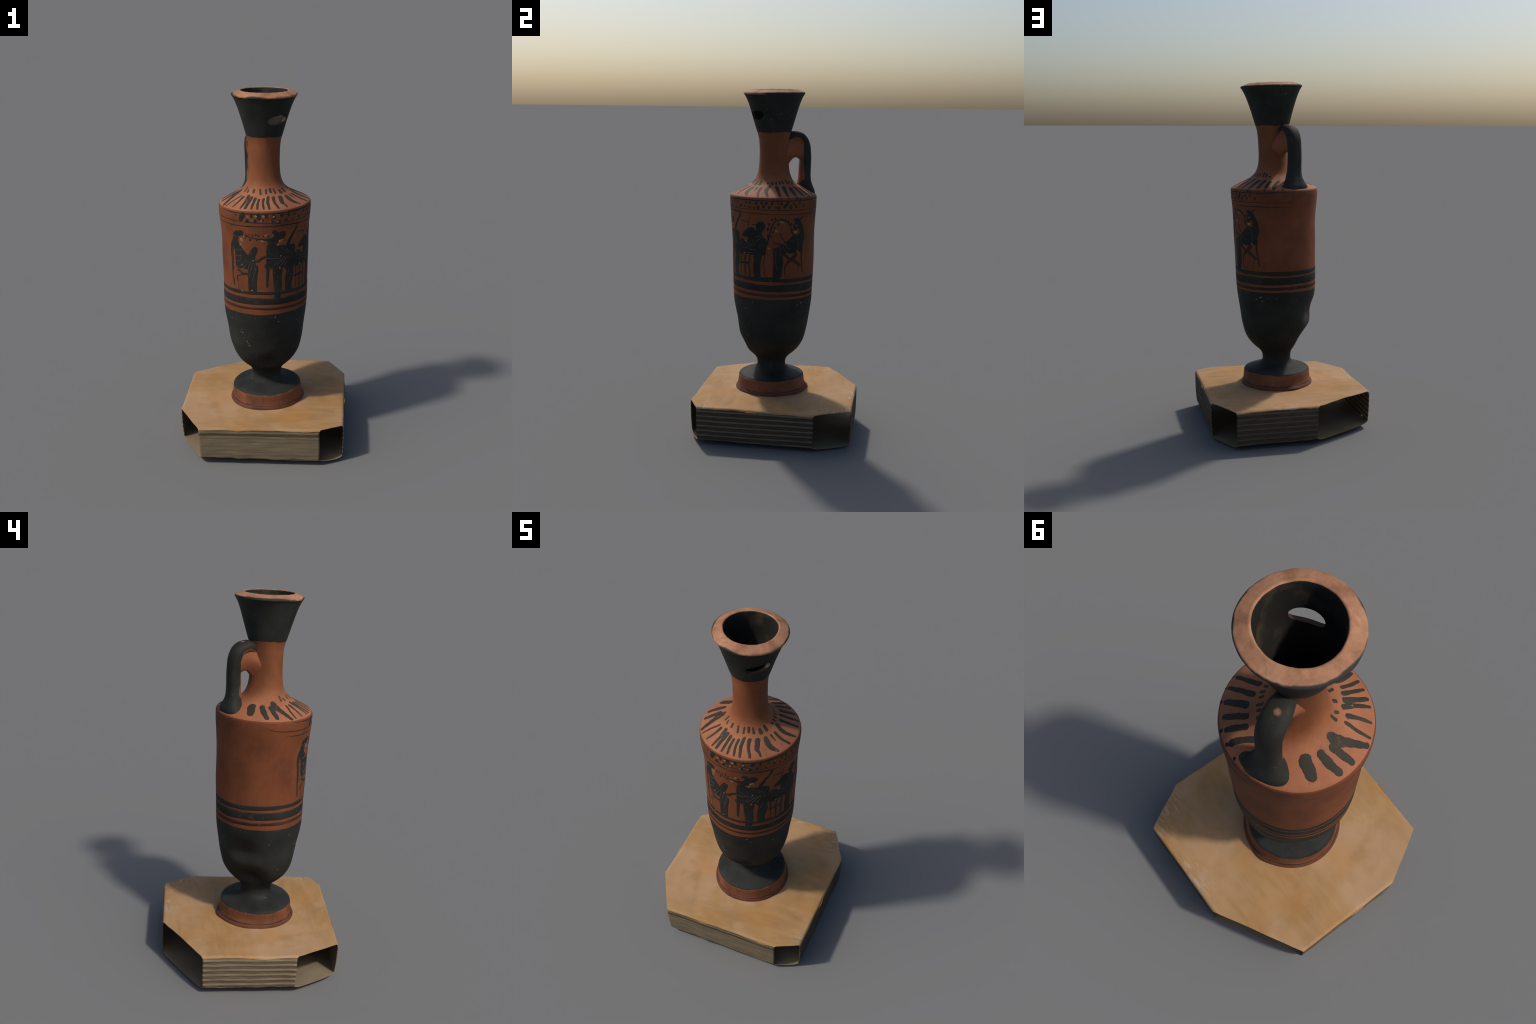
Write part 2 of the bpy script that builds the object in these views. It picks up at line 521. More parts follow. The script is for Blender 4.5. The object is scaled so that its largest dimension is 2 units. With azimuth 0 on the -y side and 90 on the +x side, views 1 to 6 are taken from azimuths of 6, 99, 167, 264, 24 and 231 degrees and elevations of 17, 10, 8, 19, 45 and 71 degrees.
for i in range(na - 1):
    a, b = i * nb + nb - 1, (i + 1) * nb + nb - 1
    WF.append((a, b, b + na * nb, a + na * nb))
web_me = mesh_from("handle_web", np.array(WV) + inv, WF)
web = new_object("handle_web", web_me, handle, MAT_NECK)

# ------------------------------------------------------------------ painted decoration
# Every brush mark lies on the vase wall as its own thin raised skin of slip.  Positions are
# (angle in degrees, distance up the wall profile in mm); strokes carry a brush width in mm.
MAT_PALE = None
def pale_material(name, a, b):
    m = Nodes(name)
    c = m.ramp(m.noise(60, 4, .6), [(.35, a), (.65, b)])
    return m.done(c, .8, .2)
MAT_PALE = pale_material("added_white", (.15, .080, .038), (.29, .195, .100))
MAT_SCRATCH = pale_material("incised_line", (.075, .060, .042), (.15, .115, .078))
MAT_CHIP = pale_material("chipped_glaze", (.10, .085, .062), (.22, .19, .14))
MAT_BROWN = glaze_material("thin_brown_wash", (.040, .020, .014), .3, .5)
paint_layer = [0]

def next_lift():
    paint_layer[0] += 1
    return .00040 + .0000009 * paint_layer[0]

def catmull(P, n):
    P = np.asarray(P, float)
    P = np.vstack([2 * P[0] - P[1], P, 2 * P[-1] - P[-2]])
    out = []
    for i in range(1, len(P) - 2):
        a, b, c, d = P[i - 1:i + 3]
        for k in range(n):
            t = k / n
            out.append(.5 * (2 * b + (c - a) * t + (2 * a - 5 * b + 4 * c - d) * t * t + (3 * b - a - 3 * c + d) * t ** 3))
    out.append(P[-2])
    return np.array(out)

def wall(th, s, lift):
    return outer_point(np.asarray(th), np.asarray(s), np.asarray(lift)) + inv

def stroke_mesh(name, pts, rough=.10, lift=None, cap=True):
    """a brush stroke: spline centre line, varying width, rounded ends"""
    lift = next_lift() if lift is None else lift
    pts = np.array([(math.radians(a), s / 1000, w / 1000) for a, s, w in pts])
    length = 0
    for i in range(len(pts) - 1):
        length += math.hypot((pts[i + 1, 0] - pts[i, 0]) * .24, pts[i + 1, 1] - pts[i, 1])
    n = max(4, min(20, int(length / .004 / max(1, len(pts) - 1))))
    C = catmull(pts, 24)
    d = np.r_[0, np.cumsum(np.hypot(np.diff(C[:, 0]) * .2, np.diff(C[:, 1])))]
    m = int(np.clip(d[-1] / .002, 14, 400))
    q = np.linspace(0, 1, m)
    if m < 60:      # crowd the samples towards the rounded ends
        q = .5 - .5 * np.cos(q * math.pi)
    q = q * d[-1]
    C = np.stack([np.interp(q, d, C[:, c]) for c in range(3)], 1)
    th, s, w = C[:, 0], C[:, 1], np.maximum(C[:, 2], .0008) / 2
    r = PROFILE.r(s)
    dx, dy = np.gradient(th) * r, np.gradient(s)
    L = np.hypot(dx, dy) + 1e-9
    dx, dy = dx / L, dy / L
    if cap:   # extend by half the width and close with round ends
        arc = np.r_[0, np.cumsum(np.hypot(np.diff(th) * r[1:], np.diff(s)))]
        tot = arc[-1]
        end = np.minimum(arc + w[0] * .04, tot - arc + w[-1] * .04)
        w = w * np.sqrt(np.clip(1 - (1 - np.clip(end / (w + 1e-6), 0, 1)) ** 2, .02, 1))
    ph = np.random.default_rng(int(abs(pts[0, 0]) * 1e4 + pts[0, 1] * 1e5)).uniform(0, TAU, 6)
    k = np.arange(len(w))
    jl = 1 + rough * (np.sin(k * .42 + ph[0]) + .4 * np.sin(k * 1.1 + ph[1])) * .6
    jr = 1 + rough * (np.sin(k * .37 + ph[2]) + .4 * np.sin(k * 1.2 + ph[3])) * .6
    cols = [-1, -.82, -.3, .3, .82, 1]
    V = []
    for c in cols:
        j = jl if c < 0 else jr
        o = w * c * j
        t2, s2 = th - dy * o / r, np.clip(s + dx * o, 0, PROFILE.length)
        edge = abs(c) == 1
        lf = np.full(len(w), -.0001 if edge else lift)
        lf[0] = lf[-1] = lift * .3 if not edge else -.0001
        V.append(wall(t2, s2, lf))
    m = len(w)
    V = np.concatenate(V)
    F = [(a * m + i, a * m + i + 1, (a + 1) * m + i + 1, (a + 1) * m + i) for a in range(len(cols) - 1) for i in range(m - 1)]
    F = [f[::-1] for f in F]
    return mesh_from(name, V, F)

def fill_mesh(name, outline, lift=None, smooth_n=4, jitter=.0009):
    """a filled painted patch from a smoothed closed outline, tessellated to follow the wall"""
    lift = next_lift() if lift is None else lift
    P = np.array([(math.radians(a) * .24, s / 1000) for a, s in outline])
    n = len(P)
    ring = []
    for i in range(n):
        a, b, c, d = P[i - 1], P[i], P[(i + 1) % n], P[(i + 2) % n]
        for k in range(smooth_n):
            t = k / smooth_n
            ring.append(.5 * (2 * b + (c - a) * t + (2 * a - 5 * b + 4 * c - d) * t * t + (3 * b - a - 3 * c + d) * t ** 3))
    ring = np.array(ring)
    for p in ring:
        v = Vector((p[0] * 90, p[1] * 90, 3.3))
        p[0] += jitter * noise.noise(v); p[1] += jitter * noise.noise(v + Vector((7, 7, 7)))
    pts = [Vector(p) for p in ring]
    m = len(pts)
    lo, hi = ring.min(0), ring.max(0)
    step = .0055
    rl = [tuple(p) for p in ring]
    for x in np.arange(lo[0], hi[0], step):
        for y in np.arange(lo[1], hi[1], step):
            q = (x + .0011 * math.sin(y * 900), y)
            if inside(q, rl) and min(math.hypot(q[0] - p[0], q[1] - p[1]) for p in rl) > .0018:
                pts.append(Vector(q))
    # a second ring just inside the outline carries the step up to full thickness
    for i in range(m):
        a, b = ring[i - 1], ring[(i + 1) % m]
        t = b - a; L = np.hypot(*t) + 1e-9
        for sgn in (1, -1):
            q = (ring[i][0] - sgn * t[1] / L * .0009, ring[i][1] + sgn * t[0] / L * .0009)
            if inside(q, rl):
                pts.append(Vector(q)); break
    r = delaunay_2d_cdt(pts, [(k, (k + 1) % m) for k in range(m)], [list(range(m))], 1, 1e-6)
    th = np.array([p.x for p in r[0]]) / .24
    s = np.array([p.y for p in r[0]])
    # border vertices stay on the wall
    orig = r[3]
    lf = np.array([(-.0001 if any(o < m for o in src) else lift) for src in orig])
    return mesh_from(name, wall(th, s, lf), [tuple(f) for f in r[2]])

def dot_mesh(name, a, s, w, tall=1.15, lift=None):
    lift = next_lift() if lift is None else lift
    r0 = np.random.default_rng(int(abs(a) * 100 + s * 7))
    R = w / 1000 * .98
    n = 22
    ph, e = r0.uniform(0, TAU, 3), r0.uniform(.06, .14)
    V, F = [], []
    th0, s0 = math.radians(a), s / 1000
    rr = float(PROFILE.r(s0))
    for f, lf in ((1, -.0001), (.86, lift), (.45, lift)):
        al = np.arange(n) / n * TAU
        k = R * f * (1 + e * np.sin(2 * al + ph[0]) + .6 * e * np.sin(3 * al + ph[1]) + .3 * e * np.sin(5 * al + ph[2]))
        V.append(wall(th0 + k * np.cos(al) / rr, np.clip(s0 + tall * k * np.sin(al), 0, PROFILE.length), np.full(n, lf)))
    V.append(wall(np.array([th0]), np.array([s0]), np.array([lift])))
    for i in range(2):
        F += [(i * n + j, i * n + (j + 1) % n, (i + 1) * n + (j + 1) % n, (i + 1) * n + j) for j in range(n)]
    F += [(2 * n + j, 2 * n + (j + 1) % n, 3 * n) for j in range(n)]
    return mesh_from(name, np.concatenate(V), F)

def join_meshes(name, meshes):
    V, F, M, o = [], [], [], 0
    mats = []
    for me, mat in meshes:
        if mat not in mats:
            mats.append(mat)
        V += [tuple(v.co) for v in me.vertices]
        F += [tuple(i + o for i in p.vertices) for p in me.polygons]
        M += [mats.index(mat)] * len(me.polygons)
        o += len(me.vertices)
        bpy.data.meshes.remove(me)
    me = mesh_from(name, V, F)
    for mt in mats:
        me.materials.append(mt)
    me.polygons.foreach_set("material_index", M)
    return me

def painted(name, items, parent):
    out = []
    for kind, pts in items:
        if kind == 'fill':
            out.append((fill_mesh(name, pts), MAT_PAINT))
        elif kind == 'wash':
            out.append((fill_mesh(name, pts), MAT_BROWN))
        elif kind == 'line':
            out.append((stroke_mesh(name, pts), MAT_PAINT))
        elif kind == 'brown':
            out.append((stroke_mesh(name, pts), MAT_BROWN))
        elif kind == 'incise':
            out.append((stroke_mesh(name, [(a, s, 1.9) for a, s in pts], lift=.0009), MAT_SCRATCH))
    return new_object(name, join_meshes(name, out), parent)

SEATED_WOMAN = [
    ('fill', [(-127.7,1177), (-123.8,1185), (-121.7,1181), (-117.7,1188), (-114.0,1185), (-112.3,1174), (-115.2,1161), (-119.1,1153), (-121.1,1137), (-120.9,1118), (-118.9,1103), (-115.8,1089), (-112.8,1073), (-107.9,1051), (-106.1,1026), (-105.7,1007), (-109.3,982), (-112.3,970), (-115.5,977), (-118.7,971), (-122.7,972), (-126.2,983), (-127.4,1006), (-127.9,1041), (-129.0,1072), (-132.8,1093), (-133.1,1112), (-130.9,1138), (-129.6,1159)]),
    ('fill', [(-131.7,1125), (-135.6,1098), (-136.4,1066), (-135.5,1027), (-134.7,988), (-133.8,949), (-131.7,942), (-130.1,972), (-130.0,1012), (-130.4,1055), (-129.4,1092)]),
    ('line', [(-133.0,949,8.6), (-132.0,918,10.2), (-131.0,890,11.8), (-129.8,865,5.5)]),
    ('fill', [(-107.4,1050), (-104.9,1070), (-101.8,1091), (-99.0,1100), (-95.8,1098), (-94.3,1088), (-95.6,1068), (-97.5,1048), (-99.3,1024), (-103.3,1011), (-106.1,1022)]),
    ('fill', [(-108.5,1045), (-106.1,1026), (-98.5,1028), (-96.8,1001), (-94.3,989), (-94.2,965), (-95.4,930), (-96.2,897), (-96.0,865), (-97.2,845), (-103.0,837), (-107.8,841), (-108.2,886), (-108.5,926), (-109.6,942), (-107.6,966), (-112.3,970), (-115.4,987), (-112.2,1012)]),
    ('line', [(-123.9,965,11.8), (-118.8,953,11.8), (-115.1,943,13.8), (-108.5,946,13.4)]),
    ('line', [(-125.4,924,5.5), (-121.2,931,6.3), (-116.1,942,7.9)]),
    ('line', [(-124.4,927,5.5), (-124.3,908,8.6), (-123.7,893,3.1)]),
    ('brown', [(-123.7,893,2.8), (-123.6,860,2.8), (-120.9,844,2.8), (-112.1,841,3.9)]),
    ('brown', [(-98.6,1016,13.4), (-94.0,1021,18.9), (-89.4,1035,16.5), (-84.2,1046,13.4)]),
    ('brown', [(-116.5,1168,23.6), (-113.0,1166,23.6)]),
]
STANDING_FIGURE = [
    ('fill', [(-76.7,1183), (-74.9,1192), (-71.9,1192), (-69.2,1184), (-67.3,1165), (-67.3,1145), (-68.6,1126), (-70.9,1108), (-74.9,1117), (-79.3,1127), (-77.6,1144), (-74.5,1157), (-73.6,1168), (-75.8,1173)]),
    ('wash', [(-67.8,1173), (-65.1,1182), (-61.3,1181), (-57.8,1165), (-59.3,1148), (-63.1,1137), (-67.3,1137)]),
    ('fill', [(-82.5,1111), (-80.2,1123), (-76.7,1130), (-72.3,1124), (-69.5,1107), (-64.9,1103), (-59.1,1101), (-56.1,1091), (-52.8,1057), (-54.8,1023), (-56.7,984), (-61.8,976), (-69.5,968), (-76.9,971), (-79.6,972), (-83.2,985), (-84.1,1017), (-84.0,1056), (-83.4,1088)]),
    ('line', [(-81.6,1008,21.6), (-81.9,969,19.7), (-82.4,921,16.5), (-82.8,869,11.0)]),
    ('fill', [(-75.0,986), (-62.8,980), (-63.2,921), (-63.2,861), (-64.2,829), (-66.1,802), (-72.9,805), (-73.5,854), (-75.0,907), (-75.5,935)]),
    ('fill', [(-61.8,988), (-54.8,1023), (-52.8,1057), (-45.0,1066), (-43.0,1028), (-42.1,991), (-45.6,963), (-45.4,926), (-48.5,877), (-48.7,832), (-57.1,832), (-59.0,878), (-58.7,926), (-57.2,957)]),
    ('wash', [(-86.4,997), (-84.6,1003), (-82.8,994), (-83.3,981), (-85.5,979)]),
    ('fill', [(-57.5,1080), (-55.0,1094), (-50.9,1101), (-45.2,1096), (-43.3,1080), (-43.8,1057), (-47.2,1036), (-53.8,1042)]),
    ('line', [(-56.5,1068,23.6), (-54.1,1113,20.4), (-51.0,1134,18.1), (-47.8,1155,15.7), (-44.4,1172,10.2), (-41.5,1189,14.2), (-39.6,1207,7.1)]),
]
RECLINING_FIGURE = [
    ('fill', [(-15.2,1135), (-13.3,1153), (-9.7,1163), (-5.3,1162), (-2.8,1152), (-1.9,1134), (-3.2,1115), (-6.7,1104), (-7.2,1089), (-13.5,1088), (-13.9,1109)]),
    ('fill', [(-39.1,1072), (-34.0,1099), (-28.2,1116), (-23.0,1127), (-18.1,1123), (-14.4,1109), (-8.1,1107), (-5.5,1082), (-1.1,1061), (1.1,1040), (-0.2,1017), (-1.1,995), (-2.4,969), (-17.7,969), (-23.6,996), (-26.5,1028), (-29.2,1042), (-27.2,1065), (-31.8,1070)]),
    ('fill', [(-42.3,1054), (-36.8,1059), (-32.0,1041), (-23.4,1026), (-16.5,1006), (-16.7,969), (-29.1,969), (-43.3,966), (-44.2,997)]),
    ('fill', [(-18.1,972), (-7.3,972), (-8.2,920), (-8.7,865), (-9.0,820), (-24.0,819), (-25.1,838), (-19.3,842), (-19.8,879), (-18.7,935)]),
    ('brown', [(-28.3,1108,5.1), (-25.4,1157,5.8), (-23.6,1187,3.6)]),
    ('brown', [(-39.9,1162,5.1), (-32.5,1158,5.8), (-24.9,1153,5.1)]),
    ('brown', [(-20.9,1142,5.8), (-16.1,1143,5.1)]),
]
COUCH = [
    ('line', [(-41.8,965,4.3), (-42.1,920,5.1)]),
    ('line', [(-41.0,921,5.8), (-41.3,845,2.9)]),
    ('line', [(-32.4,966,7.9), (-34.1,925,8.7), (-33.7,880,10.8), (-33.5,833,5.1)]),
    ('line', [(-24.6,970,6.5), (-26.6,913,9.4), (-25.6,877,10.1), (-25.3,834,11.6)]),
    ('line', [(-44.9,913,10.1), (-35.4,918,10.1), (-25.5,919,9.4)]),
    ('line', [(-2.8,969,5.1), (-3.9,921,5.1), (-3.2,884,5.1), (-1.6,844,3.6)]),
    ('line', [(-8.1,835,14.4), (4.4,836,15.2), (17.7,834,11.6)]),
]
SEATED_ELDER = [
    ('fill', [(36.8,1173), (39.5,1183), (43.5,1182), (46.8,1172), (50.0,1151), (52.8,1128), (55.2,1101), (55.8,1060), (54.7,1042), (52.4,1017), (49.7,1048), (46.6,1078), (46.2,1112), (43.9,1127), (42.2,1138), (39.5,1154)]),
    ('brown', [(45.8,1167,10.8), (48.8,1181,9.4), (53.2,1186,4.3)]),
    ('wash', [(37.1,1151), (40.0,1152), (43.2,1134), (43.0,1116), (38.5,1110), (36.4,1129)]),
    ('fill', [(37.2,1088), (40.7,1091), (44.9,1079), (46.8,1056), (45.4,1020), (43.4,995), (39.4,980), (32.5,980), (26.9,991), (25.9,1018), (25.3,1040), (28.4,1054), (33.0,1071)]),
    ('fill', [(44.3,1087), (52.4,1076), (53.6,1046), (53.1,1017), (52.8,984), (48.6,982), (44.5,998), (45.9,1035)]),
    ('fill', [(8.3,1006), (11.9,1013), (17.0,1024), (23.1,1036), (26.3,1018), (29.2,990), (25.1,977), (22.5,959), (23.1,937), (22.4,904), (21.6,867), (19.5,841), (15.9,834), (8.8,845), (8.5,886), (9.0,941)]),
    ('brown', [(9.7,1046,5.1), (15.3,1037,8.7), (22.3,1031,12.3)]),
    ('brown', [(17.9,1097,6.5), (21.3,1069,7.9), (25.3,1040,7.2)]),
]
FOLDING_STOOL = [
    ('brown', [(23.8,979,10.8), (28.9,958,15.2), (33.7,942,12.3)]),
    ('brown', [(43.6,980,25.3), (36.6,953,21.7), (30.0,929,14.4), (26.4,911,10.1), (25.2,877,6.5), (27.3,840,3.2)]),
    ('brown', [(34.7,950,20.2), (43.1,925,18.1), (50.8,901,13.0)]),
    ('brown', [(50.9,988,14.4), (51.5,940,13.0), (53.4,894,10.8), (54.8,859,8.7)]),
    ('brown', [(45.4,916,6.5), (46.8,893,5.1), (44.5,860,3.2), (41.9,841,2.5)]),
]
VINE = [
    ('line', [(-115.8,1155,7.9), (-107.7,1156,5.5), (-101.2,1150,6.3), (-92.3,1144,7.9), (-83.7,1141,11.8), (-76.7,1142,17.3)]),
    ('line', [(0.7,1032,10.1), (2.8,1069,8.7), (4.5,1102,7.9), (7.0,1135,7.2), (10.3,1160,6.5), (14.9,1172,5.8), (19.9,1175,6.5), (25.2,1167,5.8), (29.7,1152,7.2), (32.6,1130,7.2), (34.2,1107,6.5), (37.2,1087,7.9)]),
]
INCISED = [
    ('incise', [(-126.3,1078), (-122.7,1071), (-118.1,1076), (-115.6,1085)]),
    ('incise', [(-127.2,1042), (-122.9,1041), (-117.2,1047)]),
    ('incise', [(-125.7,1011), (-121.9,1010), (-118.4,1028), (-117.8,1044)]),
    ('incise', [(-110.0,1033), (-115.3,1002), (-122.0,978)]),
    ('incise', [(-107.6,1026), (-112.3,992), (-114.4,971)]),
    ('incise', [(-104.7,1015), (-107.3,982), (-109.4,950)]),
    ('incise', [(-101.4,1012), (-104.0,968), (-107.1,919)]),
    ('incise', [(-98.2,1009), (-99.8,961), (-102.3,900)]),
    ('incise', [(-96.7,997), (-98.9,949), (-99.7,929)]),
    ('incise', [(-131.5,1086), (-132.2,1030), (-131.5,971)]),
    ('incise', [(-129.8,1151), (-125.0,1147), (-120.1,1154)]),
    ('incise', [(-84.0,1037), (-77.7,1033), (-71.3,1033), (-64.3,1028)]),
    ('incise', [(-64.9,1093), (-60.0,1074), (-54.9,1054)]),
    ('incise', [(-58.9,1041), (-63.8,1017), (-70.4,992)]),
    ('incise', [(-56.9,1036), (-60.8,1007), (-67.6,979)]),
    ('incise', [(-55.8,1011), (-59.8,983)]),
    ('incise', [(-51.4,968), (-55.6,940)]),
    ('incise', [(-43.9,985), (-50.1,927), (-52.7,897)]),
    ('incise', [(-69.5,1012), (-73.2,994)]),
    ('incise', [(-72.3,1108), (-67.7,1114), (-65.8,1097)]),
    ('incise', [(-80.3,1091), (-79.5,1063), (-75.0,1054)]),
    ('incise', [(-58.1,1084), (-49.5,1046), (-50.5,1023)]),
    ('incise', [(-21.4,1016), (-20.3,1045), (-16.4,1069), (-10.8,1077), (-4.6,1071)]),
    ('incise', [(-19.9,1012), (-17.4,1039), (-11.7,1059), (-7.2,1064)]),
    ('incise', [(-40.5,1022), (-40.2,1048), (-36.8,1059), (-33.2,1047), (-27.6,1035), (-21.8,1030)]),
    ('incise', [(-34.6,1025), (-29.9,1019), (-22.4,1021)]),
    ('incise', [(-11.8,1015), (-8.2,1027), (-1.1,1028)]),
    ('incise', [(-37.3,1005), (-28.9,1005), (-21.5,999), (-15.6,1001)]),
    ('incise', [(-35.0,974), (-26.9,978), (-19.6,981)]),
    ('incise', [(37.2,1085), (41.9,1065), (44.2,1035), (44.4,1006)]),
    ('incise', [(39.7,1088), (45.1,1057), (45.7,1013)]),
    ('incise', [(31.2,1061), (35.0,1047), (39.9,1051)]),
    ('incise', [(25.8,1040), (26.7,1025), (29.5,1010), (36.2,1012)]),
    ('incise', [(18.8,1022), (18.9,996), (20.7,971), (23.0,959)]),
    ('incise', [(22.7,1025), (24.1,1000), (27.8,986)]),
    ('incise', [(12.8,1004), (12.5,960), (13.0,916), (15.3,890)]),
    ('incise', [(46.6,1078), (48.8,1083), (51.2,1077)]),
]
FRIEZE_DOTS = [(-121.9,1272,5.5), (-101.2,1271,8.6), (-92.6,1267,14.9), (-83.2,1270,11.0), (-107.0,1243,10.2), (-96.6,1244,9.4), (-87.9,1246,7.9), (-76.2,1241,8.6), (-67.1,1235,11.0), (-58.8,1240,7.9), (-64.0,1270,11.0), (-55.0,1270,8.6), (-113.3,1270,17.3), (-114.9,1255,14.9), (-111.9,1275,13.4), (-74.0,1266,13.0)]
FRIEZE_DOTS_2 = [(-45.8,1266,6.5), (-48.6,1239,5.1), (-56.8,1243,5.8), (-38.5,1247,7.2), (-29.0,1267,5.8), (-31.4,1246,5.1), (-22.4,1265,7.9), (-23.6,1242,6.5), (-17.1,1239,5.8), (-13.5,1265,8.7), (-6.2,1268,7.9), (-11.0,1242,9.4), (-3.7,1247,8.7), (-0.4,1267,8.7), (3.7,1245,8.7), (7.3,1266,8.7), (14.5,1270,4.3), (12.2,1243,5.8), (16.1,1242,7.2), (19.2,1266,7.2), (26.9,1267,8.7), (23.6,1249,9.4), (25.1,1256,7.2), (36.2,1263,7.2), (31.5,1245,9.4), (39.4,1247,7.2), (44.5,1266,7.2), (51.8,1248,7.2)]
PALE_DOTS = [(-105.4,1267,7.1), (-95.4,1269,7.9), (-86.2,1268,8.6), (-74.0,1265,9.4), (-99.8,1245,6.3), (-88.8,1244,7.1), (-77.9,1238,5.5), (-69.3,1235,7.1), (-111.7,1240,3.9), (-83.6,1163,9.4), (-88.5,1130,11.0), (-116.2,1134,12.6), (-118.3,1106,7.9), (-112.7,1154,7.9), (-125.8,1178,4.7), (-64.5,1126,13.4), (-68.6,1107,7.9), (-64.3,1042,5.1), (-65.7,974,7.1), (-100.9,1020,6.3), (-103.0,851,6.3), (-116.4,992,4.7)]
PALE_DOTS_2 = [(-37.7,1267,4.3), (-20.5,1262,4.3), (-0.2,1138,7.2), (20.0,1160,8.7), (22.7,1155,6.5), (13.4,1109,10.8), (3.3,1011,9.4), (40.6,1102,12.3), (41.2,1139,5.8), (-22.0,999,4.3), (-34.4,975,7.2), (-30.8,1045,5.8)]
LEAVES = [(-109.0,1164,5.5), (-104.7,1168,3.9), (-100.9,1164,5.5), (-96.4,1167,5.5), (-92.9,1162,5.5), (-104.0,1138,6.3), (-95.0,1137,4.7), (-86.6,1161,3.9), (-80.6,1159,4.7), (-110.4,1144,3.5), (-81.1,1131,7.1)]
LEAVES_2 = [(7.4,1173,6.5), (11.5,1179,6.5), (3.6,1147,6.5), (1.7,1119,7.9), (8.3,1104,6.5), (10.4,1128,5.8), (5.8,1078,5.8), (1.9,1078,7.9), (19.1,1178,6.5), (24.7,1171,7.2), (29.1,1163,7.2), (33.0,1144,8.7), (34.1,1118,6.5), (15.8,1148,7.2), (34.7,1104,5.8)]
TONGUES = [
    ('line', [(-139.5,1408,11.6), (-142.8,1355,11.6), (-143.5,1303,8.2)]),
    ('line', [(-131.2,1408,17.1), (-130.3,1360,13.7), (-131.3,1309,8.9)]),
    ('line', [(-121.1,1422,20.5), (-117.9,1373,16.4), (-117.9,1308,10.2)]),
    ('line', [(-111.8,1412,23.9), (-111.5,1369,19.1), (-111.1,1308,13.7)]),
    ('line', [(-102.8,1406,17.1), (-102.7,1355,13.7), (-102.5,1309,10.2)]),
    ('line', [(-94.9,1397,11.6), (-95.4,1353,13.0), (-94.2,1309,10.9)]),
    ('line', [(-86.1,1402,12.3), (-87.6,1362,12.3), (-85.7,1309,10.2)]),
    ('line', [(-76.5,1416,13.7), (-79.7,1371,16.4), (-78.5,1307,11.6)]),
    ('line', [(-66.4,1410,20.5), (-69.0,1374,15.7), (-66.4,1307,11.6)]),
    ('line', [(-52.1,1408,26.0), (-56.9,1357,22.5), (-55.1,1335,13.7), (-53.8,1309,8.2)]),
    ('line', [(-38.3,1406,20.5), (-39.2,1364,27.3), (-35.9,1333,22.5), (-30.2,1309,10.2)]),
    ('line', [(-27.1,1404,12.3), (-26.4,1360,4.8)]),
    ('line', [(-17.5,1404,13.7), (-17.0,1358,15.0), (-12.3,1305,12.3)]),
    ('line', [(0.0,1425,20.5), (-4.5,1375,21.9), (1.2,1306,11.6)]),
    ('line', [(14.9,1418,19.5), (16.2,1389,17.5), (18.1,1308,12.5)]),
    ('line', [(31.2,1418,20.3), (29.2,1362,17.5), (28.7,1305,12.5)]),
    ('line', [(45.2,1404,27.3), (42.3,1354,21.8), (41.1,1308,17.9)]),
    ('line', [(59.1,1405,19.5), (55.6,1354,19.5), (53.8,1309,17.2)]),
    ('line', [(71.3,1397,19.5), (66.8,1353,19.5), (64.9,1312,17.2)]),
    ('line', [(88.6,1399,19.5), (79.6,1355,19.5), (76.6,1313,21.4)]),
    ('line', [(-168.2,1441,19.9), (-164.8,1405,35.2), (-156.5,1360,25.8), (-149.1,1300,17.6)]),
    ('line', [(-174.7,1410,23.5), (-171.6,1373,25.8), (-167.9,1310,19.9)]),
    ('line', [(-190.4,1415,21.1), (-187.0,1373,28.1), (-180.7,1310,21.1)]),
    ('line', [(-209.4,1417,35.2), (-207.1,1377,38.7), (-203.0,1327,29.3)]),
    ('line', [(89.3,1331,41.0), (101.1,1334,46.9)]),
]
SHORT_TONGUES = [
    ('line', [(4,1452,9), (5,1430,13)]), ('line', [(15,1455,9), (16,1430,12)]), ('line', [(25,1457,9), (26,1431,12)]),
    ('line', [(-97.8,1464,8.9), (-93.2,1425,11.6)]),
    ('line', [(-80.8,1463,8.9), (-81.1,1428,10.9)]),
    ('line', [(-70.0,1467,12.3), (-69.4,1434,13.0)]),
    ('line', [(-59.2,1463,10.2), (-58.6,1428,12.3)]),
    ('line', [(-43.8,1453,13.7), (-42.8,1420,23.9)]),
    ('line', [(-29.7,1459,12.3), (-28.8,1423,20.5)]),
    ('line', [(-5.9,1448,10.2), (-7.4,1433,12.3)]),
    ('line', [(-114.7,1462,13.7), (-113.2,1434,13.7)]),
    ('line', [(-133.3,1454,10.2), (-129.9,1432,11.6)]),
    ('line', [(-142.4,1469,8.6), (-143.1,1433,13.3)]),
    ('line', [(33.4,1461,9.4), (35.5,1435,9.4)]),
    ('line', [(48.3,1468,10.9), (47.1,1431,10.9)]),
    ('line', [(57.3,1460,10.9), (55.5,1432,9.4)]),
    ('line', [(67.7,1445,10.9), (65.6,1428,10.9)]),
]
EDGE_DRIPS = [(18.7,1295,3.6), (29.2,1296,4.3), (40.9,1293,9.4), (45.6,1284,7.2), (64.3,1301,7.2), (76.5,1307,7.2), (77.4,1325,12.3), (88.8,1304,5.8)]

